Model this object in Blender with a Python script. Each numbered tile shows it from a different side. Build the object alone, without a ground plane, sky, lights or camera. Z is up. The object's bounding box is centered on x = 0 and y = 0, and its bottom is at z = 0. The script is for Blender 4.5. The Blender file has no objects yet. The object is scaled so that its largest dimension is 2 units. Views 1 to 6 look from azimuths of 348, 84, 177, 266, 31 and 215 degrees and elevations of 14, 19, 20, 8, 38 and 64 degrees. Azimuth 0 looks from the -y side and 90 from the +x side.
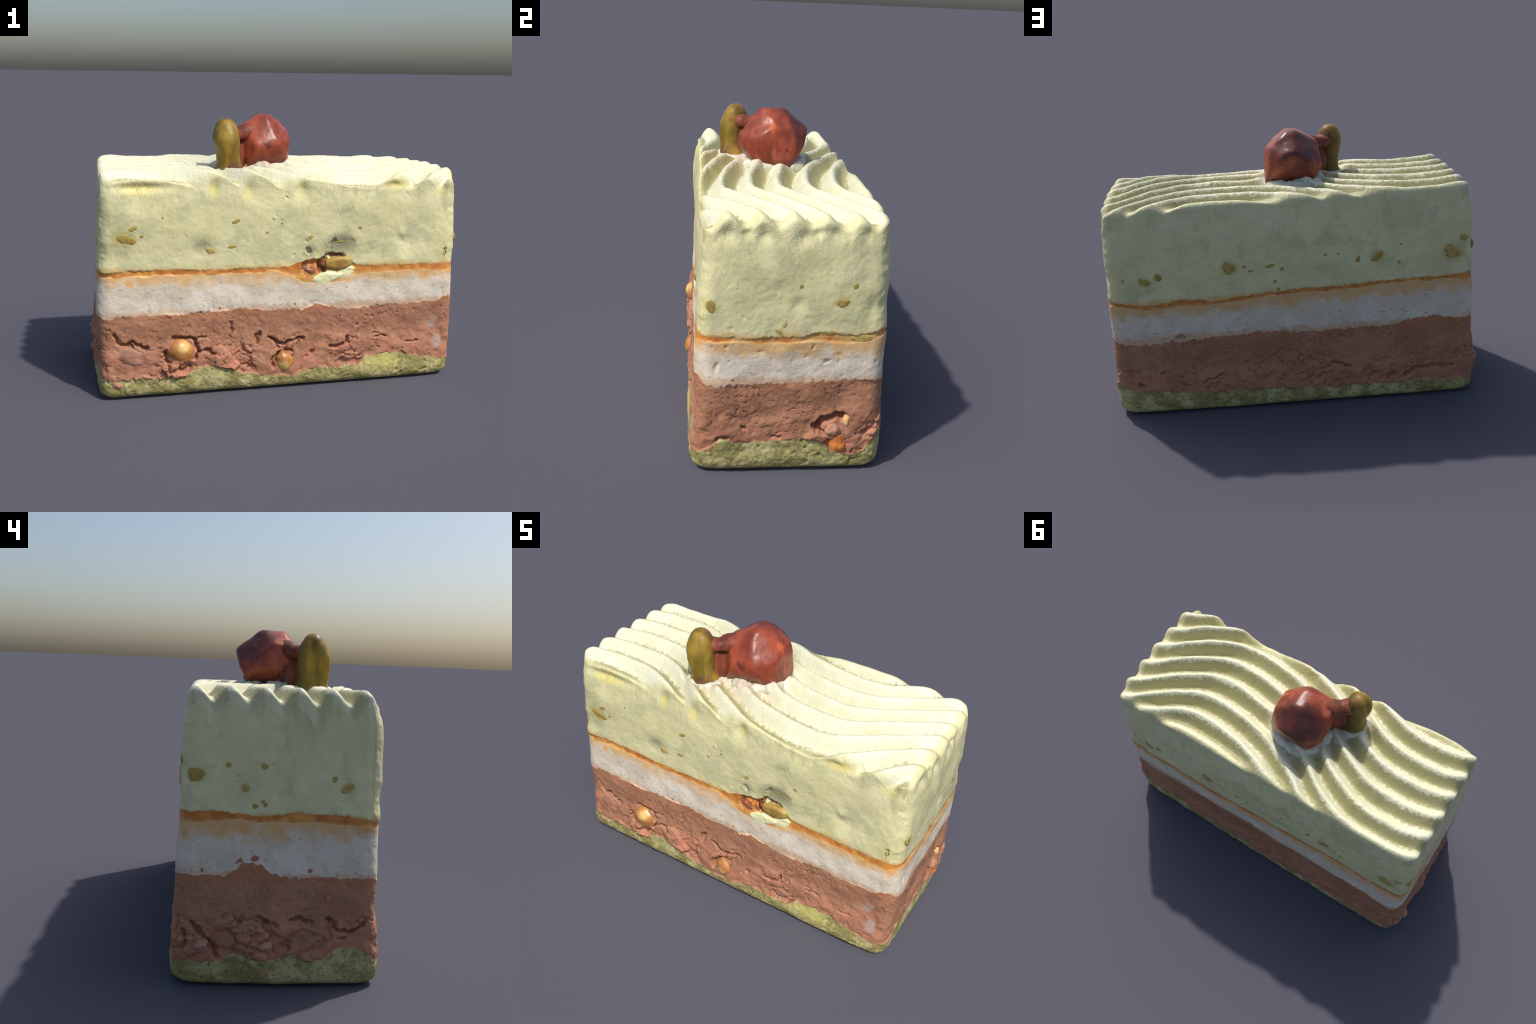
"""A cut slice of layer cake: green biscuit base, chocolate mousse with nuts,
white sponge, apricot jam, pistachio mousse and combed cream topping,
decorated with a glazed hazelnut and a pistachio kernel."""
import bpy, math
import numpy as np
from mathutils import Vector, Matrix, Quaternion
from mathutils.bvhtree import BVHTree

# ------------------------------------------------------------------ helpers
def _hash(ix, iy, iz, seed):
    h = (ix * 374761393 + iy * 668265263 + iz * 2147483647 + seed * 1274126177) & 0xFFFFFFFF
    h = ((h ^ (h >> 13)) * 1274126177) & 0xFFFFFFFF
    h = ((h ^ (h >> 16)) * 2246822519) & 0xFFFFFFFF
    return ((h ^ (h >> 15)) & 0xFFFFFF) / float(0x1000000)

TURN = np.linalg.qr(np.array([[.7, .5, -.3], [-.4, .8, .5], [.6, -.2, .9]]))[0]   # keeps the noise off the axes

def noise(p, scale, seed=0):
    """Smooth value noise in -1..1 at points p (..., 3); scale = cells per metre."""
    q = (np.asarray(p, float) @ TURN) * scale + 100.37
    i = np.floor(q).astype(np.int64)
    f = q - i
    f = f * f * f * (f * (f * 6 - 15) + 10)
    x, y, z = i[..., 0], i[..., 1], i[..., 2]
    out = 0.0
    for dx in (0, 1):
        wx = f[..., 0] if dx else 1 - f[..., 0]
        for dy in (0, 1):
            wy = f[..., 1] if dy else 1 - f[..., 1]
            for dz in (0, 1):
                wz = f[..., 2] if dz else 1 - f[..., 2]
                out = out + wx * wy * wz * _hash(x + dx, y + dy, z + dz, seed)
    return out * 2 - 1

def fbm(p, scale, seed=0, octaves=3):
    s, a, t = 0.0, 1.0, 0.0
    for o in range(octaves):
        s = s + a * noise(p, scale * 2.03 ** o, seed + 17 * o)
        t += a
        a *= 0.5
    return s / t

def sstep(a, b, x):
    t = np.clip((x - a) / (b - a), 0, 1)
    return t * t * (3 - 2 * t)

def track(points):
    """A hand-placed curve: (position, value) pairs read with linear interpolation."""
    xs, ys = zip(*sorted(points))
    return lambda u: np.interp(u, xs, ys)

def smooth_track(points):
    """The same as a smooth (Hermite) curve."""
    xs, ys = map(np.array, zip(*sorted(points)))
    m = np.gradient(ys, xs)
    def f(u):
        u = np.clip(u, xs[0], xs[-1])
        k = np.clip(np.searchsorted(xs, u) - 1, 0, len(xs) - 2)
        h = xs[k + 1] - xs[k]
        t = (u - xs[k]) / h
        return ((2*t**3 - 3*t**2 + 1) * ys[k] + (t**3 - 2*t**2 + t) * h * m[k]
                + (3*t**2 - 2*t**3) * ys[k + 1] + (t**3 - t**2) * h * m[k + 1])
    return f

def mesh_from(name, verts, faces, normals=None):
    me = bpy.data.meshes.new(name)
    n = len(faces)
    k = faces.shape[1]
    me.vertices.add(len(verts))
    me.vertices.foreach_set("co", np.asarray(verts, np.float32).ravel())
    me.loops.add(n * k)
    me.loops.foreach_set("vertex_index", faces.astype(np.int32).ravel())
    me.polygons.add(n)
    me.polygons.foreach_set("loop_start", np.arange(0, n * k, k, dtype=np.int32))
    me.update(calc_edges=True)
    me.shade_smooth()
    if normals is not None:
        me.normals_split_custom_set_from_vertices([tuple(v) for v in normals])
    return me

def link(name, me, parent, mat=None):
    ob = bpy.data.objects.new(name, me)
    bpy.context.scene.collection.objects.link(ob)
    ob.parent = parent
    if mat is not None:
        me.materials.append(mat)
    return ob

# ---------------------------------------------------------------- materials
class Nodes:
    def __init__(self, name, rough=0.6, spec=0.3):
        self.mat = bpy.data.materials.new(name)
        self.mat.use_nodes = True
        self.t = self.mat.node_tree
        self.bsdf = self.t.nodes["Principled BSDF"]
        self.bsdf.inputs["Roughness"].default_value = rough
        self.bsdf.inputs["Specular IOR Level"].default_value = spec
        self.co = self.t.nodes.new("ShaderNodeTexCoord").outputs["Object"]

    def put(self, sock, v):
        if isinstance(v, bpy.types.NodeSocket):
            self.t.links.new(v, sock)
        elif isinstance(v, tuple) and len(v) == 3 and sock.type == 'RGBA':
            sock.default_value = (*v, 1)
        else:
            sock.default_value = v

    def scaled(self, s):
        m = self.t.nodes.new("ShaderNodeMapping")
        self.put(m.inputs["Vector"], self.co)
        m.inputs["Scale"].default_value = s
        return m.outputs[0]

    def noise(self, scale, detail=3.0, rough=0.55, vec=None, dist=0.0):
        n = self.t.nodes.new("ShaderNodeTexNoise")
        self.put(n.inputs["Vector"], vec or self.co)
        n.inputs["Scale"].default_value = scale
        n.inputs["Detail"].default_value = detail
        n.inputs["Roughness"].default_value = rough
        n.inputs["Distortion"].default_value = dist
        return n.outputs["Fac"]

    def voronoi(self, scale, vec=None, feature='F1'):
        n = self.t.nodes.new("ShaderNodeTexVoronoi")
        n.feature = feature
        self.put(n.inputs["Vector"], vec or self.co)
        n.inputs["Scale"].default_value = scale
        return n.outputs["Distance"]

    def ramp(self, fac, lo, hi, a=0.0, b=1.0):
        r = self.t.nodes.new("ShaderNodeMapRange")
        r.interpolation_type = 'SMOOTHSTEP'
        self.put(r.inputs[0], fac)
        for k, v in zip((1, 2, 3, 4), (lo, hi, a, b)):
            self.put(r.inputs[k], v)
        return r.outputs[0]

    def math(self, op, a, b=0.0):
        n = self.t.nodes.new("ShaderNodeMath")
        n.operation = op
        self.put(n.inputs[0], a)
        self.put(n.inputs[1], b)
        return n.outputs[0]

    def mix(self, fac, a, b):
        n = self.t.nodes.new("ShaderNodeMix")
        n.data_type = 'RGBA'
        self.put(n.inputs[0], fac)
        self.put(n.inputs[6], a)
        self.put(n.inputs[7], b)
        return n.outputs[2]

    def axes(self):
        n = self.t.nodes.new("ShaderNodeSeparateXYZ")
        self.put(n.inputs[0], self.co)
        return n.outputs

    def spot(self, centre, radius, scale=(1, 1, 1), soft=0.5, wobble=None, amount=0.0):
        """1 inside an ellipsoid about a point, fading to 0 at its edge."""
        d = self.t.nodes.new("ShaderNodeVectorMath")
        d.operation = 'SUBTRACT'
        self.put(d.inputs[0], self.co)
        d.inputs[1].default_value = centre
        m = self.t.nodes.new("ShaderNodeVectorMath")
        m.operation = 'MULTIPLY'
        self.put(m.inputs[0], d.outputs[0])
        m.inputs[1].default_value = scale
        l = self.t.nodes.new("ShaderNodeVectorMath")
        l.operation = 'LENGTH'
        self.put(l.inputs[0], m.outputs[0])
        dist = l.outputs["Value"]
        if wobble is not None:
            dist = self.math('ADD', dist, self.math('MULTIPLY', self.math('SUBTRACT', wobble, 0.5), amount))
        return self.ramp(dist, radius * (1 - soft), radius, 1.0, 0.0)

    def finish(self, colour, bump=None, strength=0.3, distance=0.01, rough=None):
        self.put(self.bsdf.inputs["Base Color"], colour)
        if rough is not None:
            self.put(self.bsdf.inputs["Roughness"], rough)
        if bump is not None:
            b = self.t.nodes.new("ShaderNodeBump")
            b.inputs["Strength"].default_value = strength
            b.inputs["Distance"].default_value = distance
            self.put(b.inputs["Height"], bump)
            self.put(self.bsdf.inputs["Normal"], b.outputs[0])
        return self.mat

def mat_crust():
    n = Nodes("green_biscuit", 0.75, 0.2)
    c = n.mix(n.ramp(n.noise(10, 4, .6), .40, .60), (.29, .26, .095), (.53, .47, .21))
    c = n.mix(n.ramp(n.noise(70, 3), .56, .68), c, (.19, .17, .065))
    c = n.mix(n.ramp(n.noise(95, 2), .60, .70), c, (.50, .48, .25))
    c = n.mix(n.math('MULTIPLY', n.ramp(n.noise(11, 4), .60, .72), .7), c, (.44, .22, .08))
    c = n.mix(n.math('MULTIPLY', n.spot((.56, -.42, .115), .14, (1, 1, 2), .6), .75), c, (.56, .50, .16))
    b = n.math('ADD', n.noise(60, 4, .6), n.math('MULTIPLY', n.noise(170, 2), .5))
    return n.finish(c, b, .38, .010)

def mat_chocolate():
    n = Nodes("chocolate_mousse", 0.62, 0.3)
    c = n.mix(n.ramp(n.noise(9, 4), .35, .65), (.365, .172, .094), (.445, .216, .124))
    c = n.mix(n.ramp(n.noise(34, 4, .65), .54, .70), c, (.50, .235, .155))
    c = n.mix(n.ramp(n.noise(48, 3, .6), .60, .72), c, (.25, .085, .06))
    z = n.axes()[2]
    low = n.ramp(z, .20, .30, 1, 0)
    pink = n.math('MULTIPLY', low, n.ramp(n.noise(13, 4, .6), .42, .58))
    c = n.mix(n.math('MULTIPLY', pink, .75), c, (.50, .21, .13))
    top = n.ramp(n.math('ADD', z, n.math('MULTIPLY', n.noise(30, 3), .05)), .435, .475, 0, 1)
    c = n.mix(n.math('MULTIPLY', top, .5), c, (.50, .20, .08))
    pale = n.math('MAXIMUM', n.spot((.85, -.40, .31), .04, wobble=n.noise(40), amount=.05),
                  n.spot((.885, -.40, .205), .05, (1.4, 1, 1), wobble=n.noise(40), amount=.05))
    c = n.mix(n.math('MULTIPLY', pale, .7), c, (.46, .36, .32))
    b = n.math('ADD', n.noise(55, 4, .6), n.math('MULTIPLY', n.noise(150, 2), .4))
    return n.finish(c, b, .32, .009)

def jam_height(n):
    """Height above the (tilted) underside of the jam, with ragged noise."""
    x, y, z = n.axes()
    plane = n.math('ADD', n.math('MULTIPLY', x, -.022), .642)
    return n.math('SUBTRACT', z, plane)

def mat_sponge():
    n = Nodes("white_sponge", 0.75, 0.2)
    c = n.mix(n.ramp(n.noise(8, 3), .38, .62), (.69, .60, .465), (.76, .685, .56))
    c = n.mix(n.math('MULTIPLY', n.ramp(n.noise(30, 3), .56, .70), .7), c, (.60, .51, .39))
    c = n.mix(n.ramp(n.noise(28, 3, .6, n.scaled((1, 1, 2.4))), .64, .72), c, (.40, .30, .20))
    h = jam_height(n)
    wob = n.math('MULTIPLY', n.math('SUBTRACT', n.noise(14, 4, .6), .5), .16)
    stain = n.ramp(n.math('ADD', h, wob), -.085, -.01, 0, 1)
    c = n.mix(n.math('MULTIPLY', stain, .85), c, (.73, .44, .17))
    drops = n.math('MULTIPLY', n.ramp(h, -.095, -.045, 0, 1), n.ramp(n.noise(17, 4), .53, .70))
    c = n.mix(n.math('MULTIPLY', drops, .8), c, (.76, .38, .11))
    x, y, z = n.axes()
    low = n.ramp(n.math('ADD', z, n.math('MULTIPLY', n.math('SUBTRACT', n.noise(38, 4, .65), .5), .11)), .445, .475, 1, 0)
    c = n.mix(n.math('MULTIPLY', low, .65), c, (.58, .33, .18))
    b = n.math('ADD', n.noise(48, 4, .6), n.math('MULTIPLY', n.noise(130, 2), .5))
    return n.finish(c, b, .32, .008)

def mat_jam():
    n = Nodes("apricot_jam", 0.4, 0.4)
    c = n.mix(n.ramp(n.noise(22, 4), .35, .65), (.50, .165, .032), (.70, .285, .065))
    c = n.mix(n.ramp(n.noise(7, 2), .55, .68), c, (.72, .36, .07))
    h = n.math('ADD', jam_height(n), n.math('MULTIPLY', n.math('SUBTRACT', n.noise(30, 3), .5), .03))
    c = n.mix(n.math('MULTIPLY', n.ramp(h, .012, -.014, 0, 1), .45), c, (.66, .38, .13))
    x, y, z = n.axes()
    side = n.math('MULTIPLY', n.ramp(x, .93, .96), n.ramp(n.noise(9, 3), .35, .6))
    c = n.mix(n.math('MULTIPLY', side, .7), c, (.66, .47, .20))
    return n.finish(c, n.noise(70, 3), .3, .006)

def mat_mousse():
    n = Nodes("pistachio_mousse", 0.44, 0.4)
    c = n.mix(n.ramp(n.noise(5, 3), .35, .65), (.70, .665, .345), (.77, .725, .41))
    c = n.mix(n.math('MULTIPLY', n.ramp(n.noise(9, 3, .6), .54, .68), .75), c, (.56, .57, .31))
    c = n.mix(n.math('MULTIPLY', n.ramp(n.noise(13, 3), .60, .72), .5), c, (.78, .68, .40))
    c = n.mix(n.math('MULTIPLY', n.ramp(n.noise(7, 4, .6, n.scaled((1, 1, .7))), .50, .70), .5), c, (.56, .54, .31))
    c = n.mix(n.ramp(n.noise(60, 2), .70, .76), c, (.50, .43, .16))
    c = n.mix(n.ramp(n.noise(33, 2, .5), .74, .80), c, (.78, .48, .22))
    # dark greyish-green patches at the dents on the front
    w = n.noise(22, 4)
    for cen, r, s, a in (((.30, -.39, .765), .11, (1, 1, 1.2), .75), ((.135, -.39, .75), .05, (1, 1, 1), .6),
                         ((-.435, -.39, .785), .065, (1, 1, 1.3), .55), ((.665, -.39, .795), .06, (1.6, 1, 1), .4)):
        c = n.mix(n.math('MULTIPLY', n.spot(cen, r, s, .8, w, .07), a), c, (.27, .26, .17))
    x, y, z = n.axes()
    above = n.math('SUBTRACT', z, n.math('ADD', n.math('MULTIPLY', x, -.018), .672))
    seep = n.ramp(n.math('ADD', above, n.math('MULTIPLY', n.math('SUBTRACT', n.noise(20, 4, .6), .5), .07)), -.012, .022, 1, 0)
    c = n.mix(n.math('MULTIPLY', seep, .75), c, (.70, .42, .14))
    c = lips(n, c, n.noise(30, 3, .6, n.scaled((1, 1, .3))))
    for (fx, fy, fz, hl) in HALOS:
        c = n.mix(n.math('MULTIPLY', n.spot((fx, fy, fz), hl * 1.9, (1, 1, 1.25), .65, w, hl * .9), .55), c, (.50, .41, .13))
    b = n.math('ADD', n.noise(40, 4, .55), n.math('MULTIPLY', n.noise(140, 2), .35))
    return n.finish(c, b, .22, .01)

LIPS = [(-.74, -.39, 1.085, .14, (1, 1, 3)), (-.37, -.39, 1.08, .055, (1.3, 1, .8)), (-.19, -.39, 1.065, .055, (1.3, 1, .8)), (.09, -.39, 1.07, .05, (1.3, 1, .8)), (.62, -.39, 1.085, .11, (1, 1, 3)), (.87, -.39, 1.06, .06, (1, 1, 1))]

def lips(n, c, w):
    """Oily yellow cream gathered in the hollows under the ridge ends."""
    for x, y, z, r, sc in LIPS:
        c = n.mix(n.math('MULTIPLY', n.spot((x, y, z), r, sc, .7, w, r * .8), .75), c, (.68, .60, .20))
    return c

def mat_cream():
    n = Nodes("whipped_cream", 0.42, 0.4)
    x, y, z = n.axes()
    c = n.mix(n.ramp(n.noise(7, 3), .35, .65), (.77, .76, .51), (.81, .80, .59))
    c = n.mix(n.math('MULTIPLY', n.ramp(n.noise(90, 2, .6), .55, .70), .5), c, (.82, .81, .66))
    c = n.mix(n.math('MULTIPLY', n.ramp(n.noise(60, 3, .6), .58, .72), .35), c, (.62, .56, .33))
    # olive shading of the ridge backs and troughs, painted into the cream's colour
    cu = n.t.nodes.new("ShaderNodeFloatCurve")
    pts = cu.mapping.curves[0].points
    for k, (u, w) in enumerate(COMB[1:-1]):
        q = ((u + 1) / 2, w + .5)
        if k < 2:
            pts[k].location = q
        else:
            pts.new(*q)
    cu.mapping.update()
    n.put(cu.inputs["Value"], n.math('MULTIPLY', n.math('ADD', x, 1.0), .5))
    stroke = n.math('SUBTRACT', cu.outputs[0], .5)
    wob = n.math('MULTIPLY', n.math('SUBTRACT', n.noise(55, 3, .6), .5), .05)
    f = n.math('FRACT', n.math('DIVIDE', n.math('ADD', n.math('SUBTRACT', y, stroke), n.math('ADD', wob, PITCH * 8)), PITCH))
    painted_shade = n.math('MULTIPLY', n.ramp(f, .04, .20), n.ramp(f, .66, .50))
    c = n.mix(n.math('MULTIPLY', painted_shade, .9), c, (.36, .33, .14))
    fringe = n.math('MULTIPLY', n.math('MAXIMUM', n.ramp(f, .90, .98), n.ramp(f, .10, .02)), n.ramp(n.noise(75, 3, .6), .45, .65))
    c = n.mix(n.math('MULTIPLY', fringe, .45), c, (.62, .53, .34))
    # yellow, oily cream drawn down over the cut edges in vertical streaks
    streak = n.noise(26, 3, .6, n.scaled((1, 1, .12)))
    edge = n.math('MAXIMUM', n.ramp(n.math('ABSOLUTE', y), .345, .375), n.ramp(n.math('ABSOLUTE', x), .915, .945))
    c = n.mix(n.math('MULTIPLY', edge, n.ramp(streak, .25, .60, .55, 1)), c, (.73, .69, .38))
    c = n.mix(n.math('MULTIPLY', edge, n.ramp(n.noise(31, 3, .6, n.scaled((1, 1, .1))), .58, .72)), c, (.66, .61, .33))
    c = lips(n, c, n.noise(30, 3, .6, n.scaled((1, 1, .3))))
    # pink juice stains about the nut, brown by the pistachio
    w = n.noise(16, 4, .6)
    c = n.mix(n.math('MULTIPLY', n.spot((-.03, -.05, 1.16), .25, (1, 1, .5), .55, w, .22), .28), c, (.74, .52, .42))
    c = n.mix(n.math('MULTIPLY', n.spot((-.05, 0, 1.15), .21, (1, 1, .5), .4, n.noise(28, 4, .7), .2), .6), c, (.70, .715, .62))
    c = n.mix(n.math('MULTIPLY', n.spot((-.25, -.23, 1.16), .11, (1, 1, .5), .6, w, .12), .5), c, (.62, .40, .20))
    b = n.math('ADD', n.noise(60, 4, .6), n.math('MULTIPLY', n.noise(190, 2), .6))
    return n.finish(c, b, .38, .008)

def mat_hazelnut():
    n = Nodes("glazed_hazelnut", 0.36, 0.42)
    streak = n.noise(9, 3, .6, n.scaled((1, 1, .25)))
    c = n.mix(n.ramp(n.noise(6, 4), .38, .62), (.22, .040, .022), (.40, .085, .036))
    c = n.mix(n.math('MULTIPLY', n.ramp(streak, .52, .64), .8), c, (.45, .110, .058))
    c = n.mix(n.ramp(n.noise(12, 3, .6), .60, .72), c, (.13, .028, .020))
    c = n.mix(n.math('MULTIPLY', n.spot((-.06, .09, 1.36), .185, (1, 1, 1), .6, n.noise(14), .12), .88), c, (.085, .024, .019))  # shaded back and crown darkened here in the base colour
    c = n.mix(n.spot((.085, -.02, 1.355), .04, (1, 2, .8), .4, n.noise(50), .05), c, (.52, .105, .040))
    # dark band at the foot with a ragged edge
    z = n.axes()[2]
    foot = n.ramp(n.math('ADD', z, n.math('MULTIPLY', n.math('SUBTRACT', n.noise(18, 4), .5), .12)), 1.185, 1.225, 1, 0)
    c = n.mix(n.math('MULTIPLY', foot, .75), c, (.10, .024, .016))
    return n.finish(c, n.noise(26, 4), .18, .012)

def mat_pistachio():
    n = Nodes("pistachio_skin", 0.45, 0.3)
    streak = n.noise(13, 3, .55, n.scaled((1, 1, .2)))
    c = n.mix(n.ramp(streak, .40, .60), (.19, .125, .018), (.37, .235, .033))
    c = n.mix(n.math('MULTIPLY', n.ramp(n.noise(10, 3), .52, .70), .6), c, (.19, .15, .025))
    c = n.mix(n.math('MULTIPLY', n.spot((-.215, -.105, 1.31), .155, (1, 1, .6), .7, n.noise(15), .12), .88), c, (.085, .050, .018))
    c = n.mix(n.spot((-.265, -.16, 1.40), .045, (1, 1, 1), .7, n.noise(25), .05), c, (.30, .16, .05))
    c = n.mix(n.math('MULTIPLY', n.spot((-.235, -.235, 1.15), .07, (1, 1, 1), .5, n.noise(30), .08), .85), c, (.12, .055, .035))
    return n.finish(c, n.noise(30, 3), .2, .01)

def mat_glaze():
    n = Nodes("syrup_glaze", 0.5, 0.3)
    c = n.mix(n.ramp(n.noise(14, 3, .6, n.scaled((1, 1, .3))), .4, .6), (.13, .035, .020), (.26, .065, .034))
    return n.finish(c, n.noise(30, 3), .2, .01)

def mat_drip():
    n = Nodes("red_syrup", 0.4, 0.45)
    c = n.mix(n.ramp(n.noise(20, 3, .6, n.scaled((1, 1, .2))), .4, .6), (.42, .12, .075), (.55, .20, .13))
    return n.finish(c, n.noise(40, 2), .15, .006)

def mat_nut(name, dark, mid, light, rough=0.4):
    n = Nodes(name, rough, 0.4)
    c = n.mix(n.ramp(n.noise(14, 3), .35, .6), dark, mid)
    c = n.mix(n.ramp(n.noise(9, 2), .50, .64), c, light)
    return n.finish(c, n.noise(40, 3), .2, .008)

def mat_amber(name, centre, radius):
    n = Nodes(name, 0.35, 0.45)
    c = n.mix(n.ramp(n.noise(16, 3), .35, .6), (.40, .155, .045), (.52, .235, .065))
    c = n.mix(n.spot(centre, radius, (1, .4, 1), .8, n.noise(20, 2), radius * .7), c, (.74, .49, .17))
    return n.finish(c, n.noise(40, 3), .15, .008)

def mat_bit():
    n = Nodes("pistachio_bit", 0.55, 0.35)
    r = n.t.nodes.new("ShaderNodeObjectInfo").outputs["Random"]
    c = n.mix(r, (.42, .30, .065), (.54, .41, .13))
    c = n.mix(n.ramp(n.noise(3, 3), .5, .65), c, (.27, .20, .04))
    return n.finish(c, n.noise(8, 3), .25, .006)

HALOS = [(-.825, -.395, .845, .046), (-.384, -.395, .766, .02), (.324, .41, .82, .036), (.697, .405, .791, .02), (.76, .405, .768, .026), (-.446, .40, .826, .03),
         (-.842, .395, .82, .05), (-.955, .331, .841, .032), (-.955, -.251, .804, .022), (-.955, .148, .796, .016), (.985, .202, .80, .026), (.98, -.331, .775, .024)]

# -------------------------------------------------------------- body layout
A, B, RC = 0.96, 0.39, 0.064            # half length, half width, corner radius
RIM, FOOT = 0.038, 0.032                # rounding of the top rim and of the foot
STEP = 0.0054
NX, NY = int(2 * A / STEP), int(2 * B / STEP)

# how far out each cut face stands at each height
front = smooth_track([(0, .404), (.04, .418), (.10, .421), (.2, .409), (.30, .394), (.42, .395), (.55, .393),
                      (.66, .390), (.78, .386), (.90, .381), (1.0, .379), (1.1, .380), (1.2, .372)])
back = smooth_track([(0, .416), (.05, .424), (.13, .421), (.26, .411), (.41, .407), (.55, .404), (.69, .398),
                     (.88, .393), (1.0, .388), (1.1, .379), (1.2, .368)])
right = smooth_track([(0, .962), (.05, .974), (.14, .976), (.3, .972), (.5, .969), (.7, .966), (.9, .965),
                      (1.0, .961), (1.1, .957), (1.2, .945)])
left = smooth_track([(0, .978), (.05, .987), (.15, .984), (.26, .981), (.35, .975), (.46, .968), (.6, .961),
                     (.76, .959), (.88, .948), (1.0, .940), (1.1, .931), (1.2, .920)])

# and how far the middle of each face swells out beyond its corners
swell_right = smooth_track([(0, 0), (.3, .0), (.5, .008), (.66, .020), (.8, .021), (1.0, .022), (1.1, .017), (1.2, .006)])
swell_left = smooth_track([(0, 0), (.8, .002), (1.0, .008), (1.1, .008), (1.2, .004)])
swell_back = smooth_track([(0, .002), (.4, .004), (.6, .014), (.75, .022), (1.0, .024), (1.1, .012), (1.2, .004)])
swell_front = smooth_track([(0, .002), (.5, .002), (.7, .006), (.85, .014), (.98, .014), (1.08, .0), (1.2, -.01)])

# upper limits of the layers along each face (position, height)
jam_top = dict(
    front=track([(-.97, .67), (-.67, .676), (-.55, .678), (-.47, .666), (-.21, .666), (-.05, .662), (.03, .668),
                 (.08, .690), (.15, .700), (.25, .700), (.355, .690), (.375, .664), (.51, .650), (.74, .652), (.97, .644)]),
    right=track([(-.4, .648), (-.19, .635), (-.07, .644), (.05, .643), (.09, .663), (.17, .660), (.26, .648), (.4, .670)]),
    back=track([(.97, .671), (.88, .655), (.79, .637), (.69, .642), (.6, .655), (.47, .654), (.43, .638), (.33, .652),
                (.2, .663), (.04, .674), (-.33, .677), (-.54, .687), (-.75, .689), (-.97, .70)]),
    left=track([(.4, .697), (.28, .704), (.17, .70), (.08, .689), (-.07, .703), (-.26, .698), (-.33, .682), (-.4, .677)]))
jam_low = dict(
    front=track([(-.97, .641), (-.77, .649), (-.52, .650), (-.36, .643), (-.05, .645), (.02, .625), (.07, .60), (.14, .585),
                 (.24, .575), (.33, .580), (.37, .618), (.51, .615), (.68, .621), (.97, .606)]),
    right=track([(-.4, .622), (-.11, .617), (.09, .628), (.26, .620), (.32, .622), (.4, .650)]),
    back=track([(.97, .650), (.88, .634), (.79, .617), (.69, .622), (.6, .630), (.47, .630), (.43, .621), (.33, .634),
                (.2, .646), (.04, .656), (-.33, .660), (-.54, .670), (-.75, .672), (-.97, .667)]),
    left=track([(.4, .655), (.22, .670), (.03, .672), (-.17, .670), (-.32, .658), (-.4, .641)]))
choc_top = dict(
    front=track([(-.97, .434), (-.78, .441), (-.47, .445), (-.29, .451), (-.23, .458), (-.1, .441), (.01, .431), (.09, .435),
                 (.15, .454), (.2, .460), (.24, .437), (.32, .422), (.63, .429), (.85, .438), (.91, .462), (.97, .475)]),
    right=track([(-.4, .46), (-.31, .424), (-.1, .430), (.21, .439), (.4, .443)]),
    back=track([(.97, .446), (.85, .424), (.72, .418), (.57, .427), (.27, .444), (.16, .453), (0, .431), (-.43, .426),
                (-.54, .440), (-.65, .467), (-.76, .471), (-.84, .448), (-.97, .456)]),
    left=track([(.4, .451), (.2, .454), (.165, .474), (.145, .505), (.07, .503), (.045, .474), (-.04, .450), (-.4, .451)]))
crust_top = dict(
    front=track([(-.97, .112), (-.87, .106), (-.7, .110), (-.52, .103), (-.48, .143), (-.42, .155), (-.31, .141), (-.23, .106),
                 (-.04, .075), (.01, .065), (.1, .087), (.18, .104), (.3, .095), (.42, .109), (.46, .142), (.55, .159),
                 (.67, .157), (.74, .128), (.86, .107), (.97, .112)]),
    right=track([(-.4, .09), (-.33, .117), (-.27, .165), (-.16, .151), (-.04, .167), (.12, .165), (.18, .098), (.28, .082),
                 (.34, .141), (.4, .215)]),
    back=track([(.97, .190), (.88, .167), (.77, .146), (.67, .124), (.34, .109), (.18, .114), (0, .100), (-.37, .093),
                (-.71, .102), (-.97, .072)]),
    left=track([(.4, .125), (.27, .101), (.2, .127), (.15, .148), (.09, .118), (.01, .120), (-.07, .146), (-.11, .111),
                (-.17, .127), (-.22, .164), (-.29, .170), (-.35, .129), (-.4, .115)]))

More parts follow.
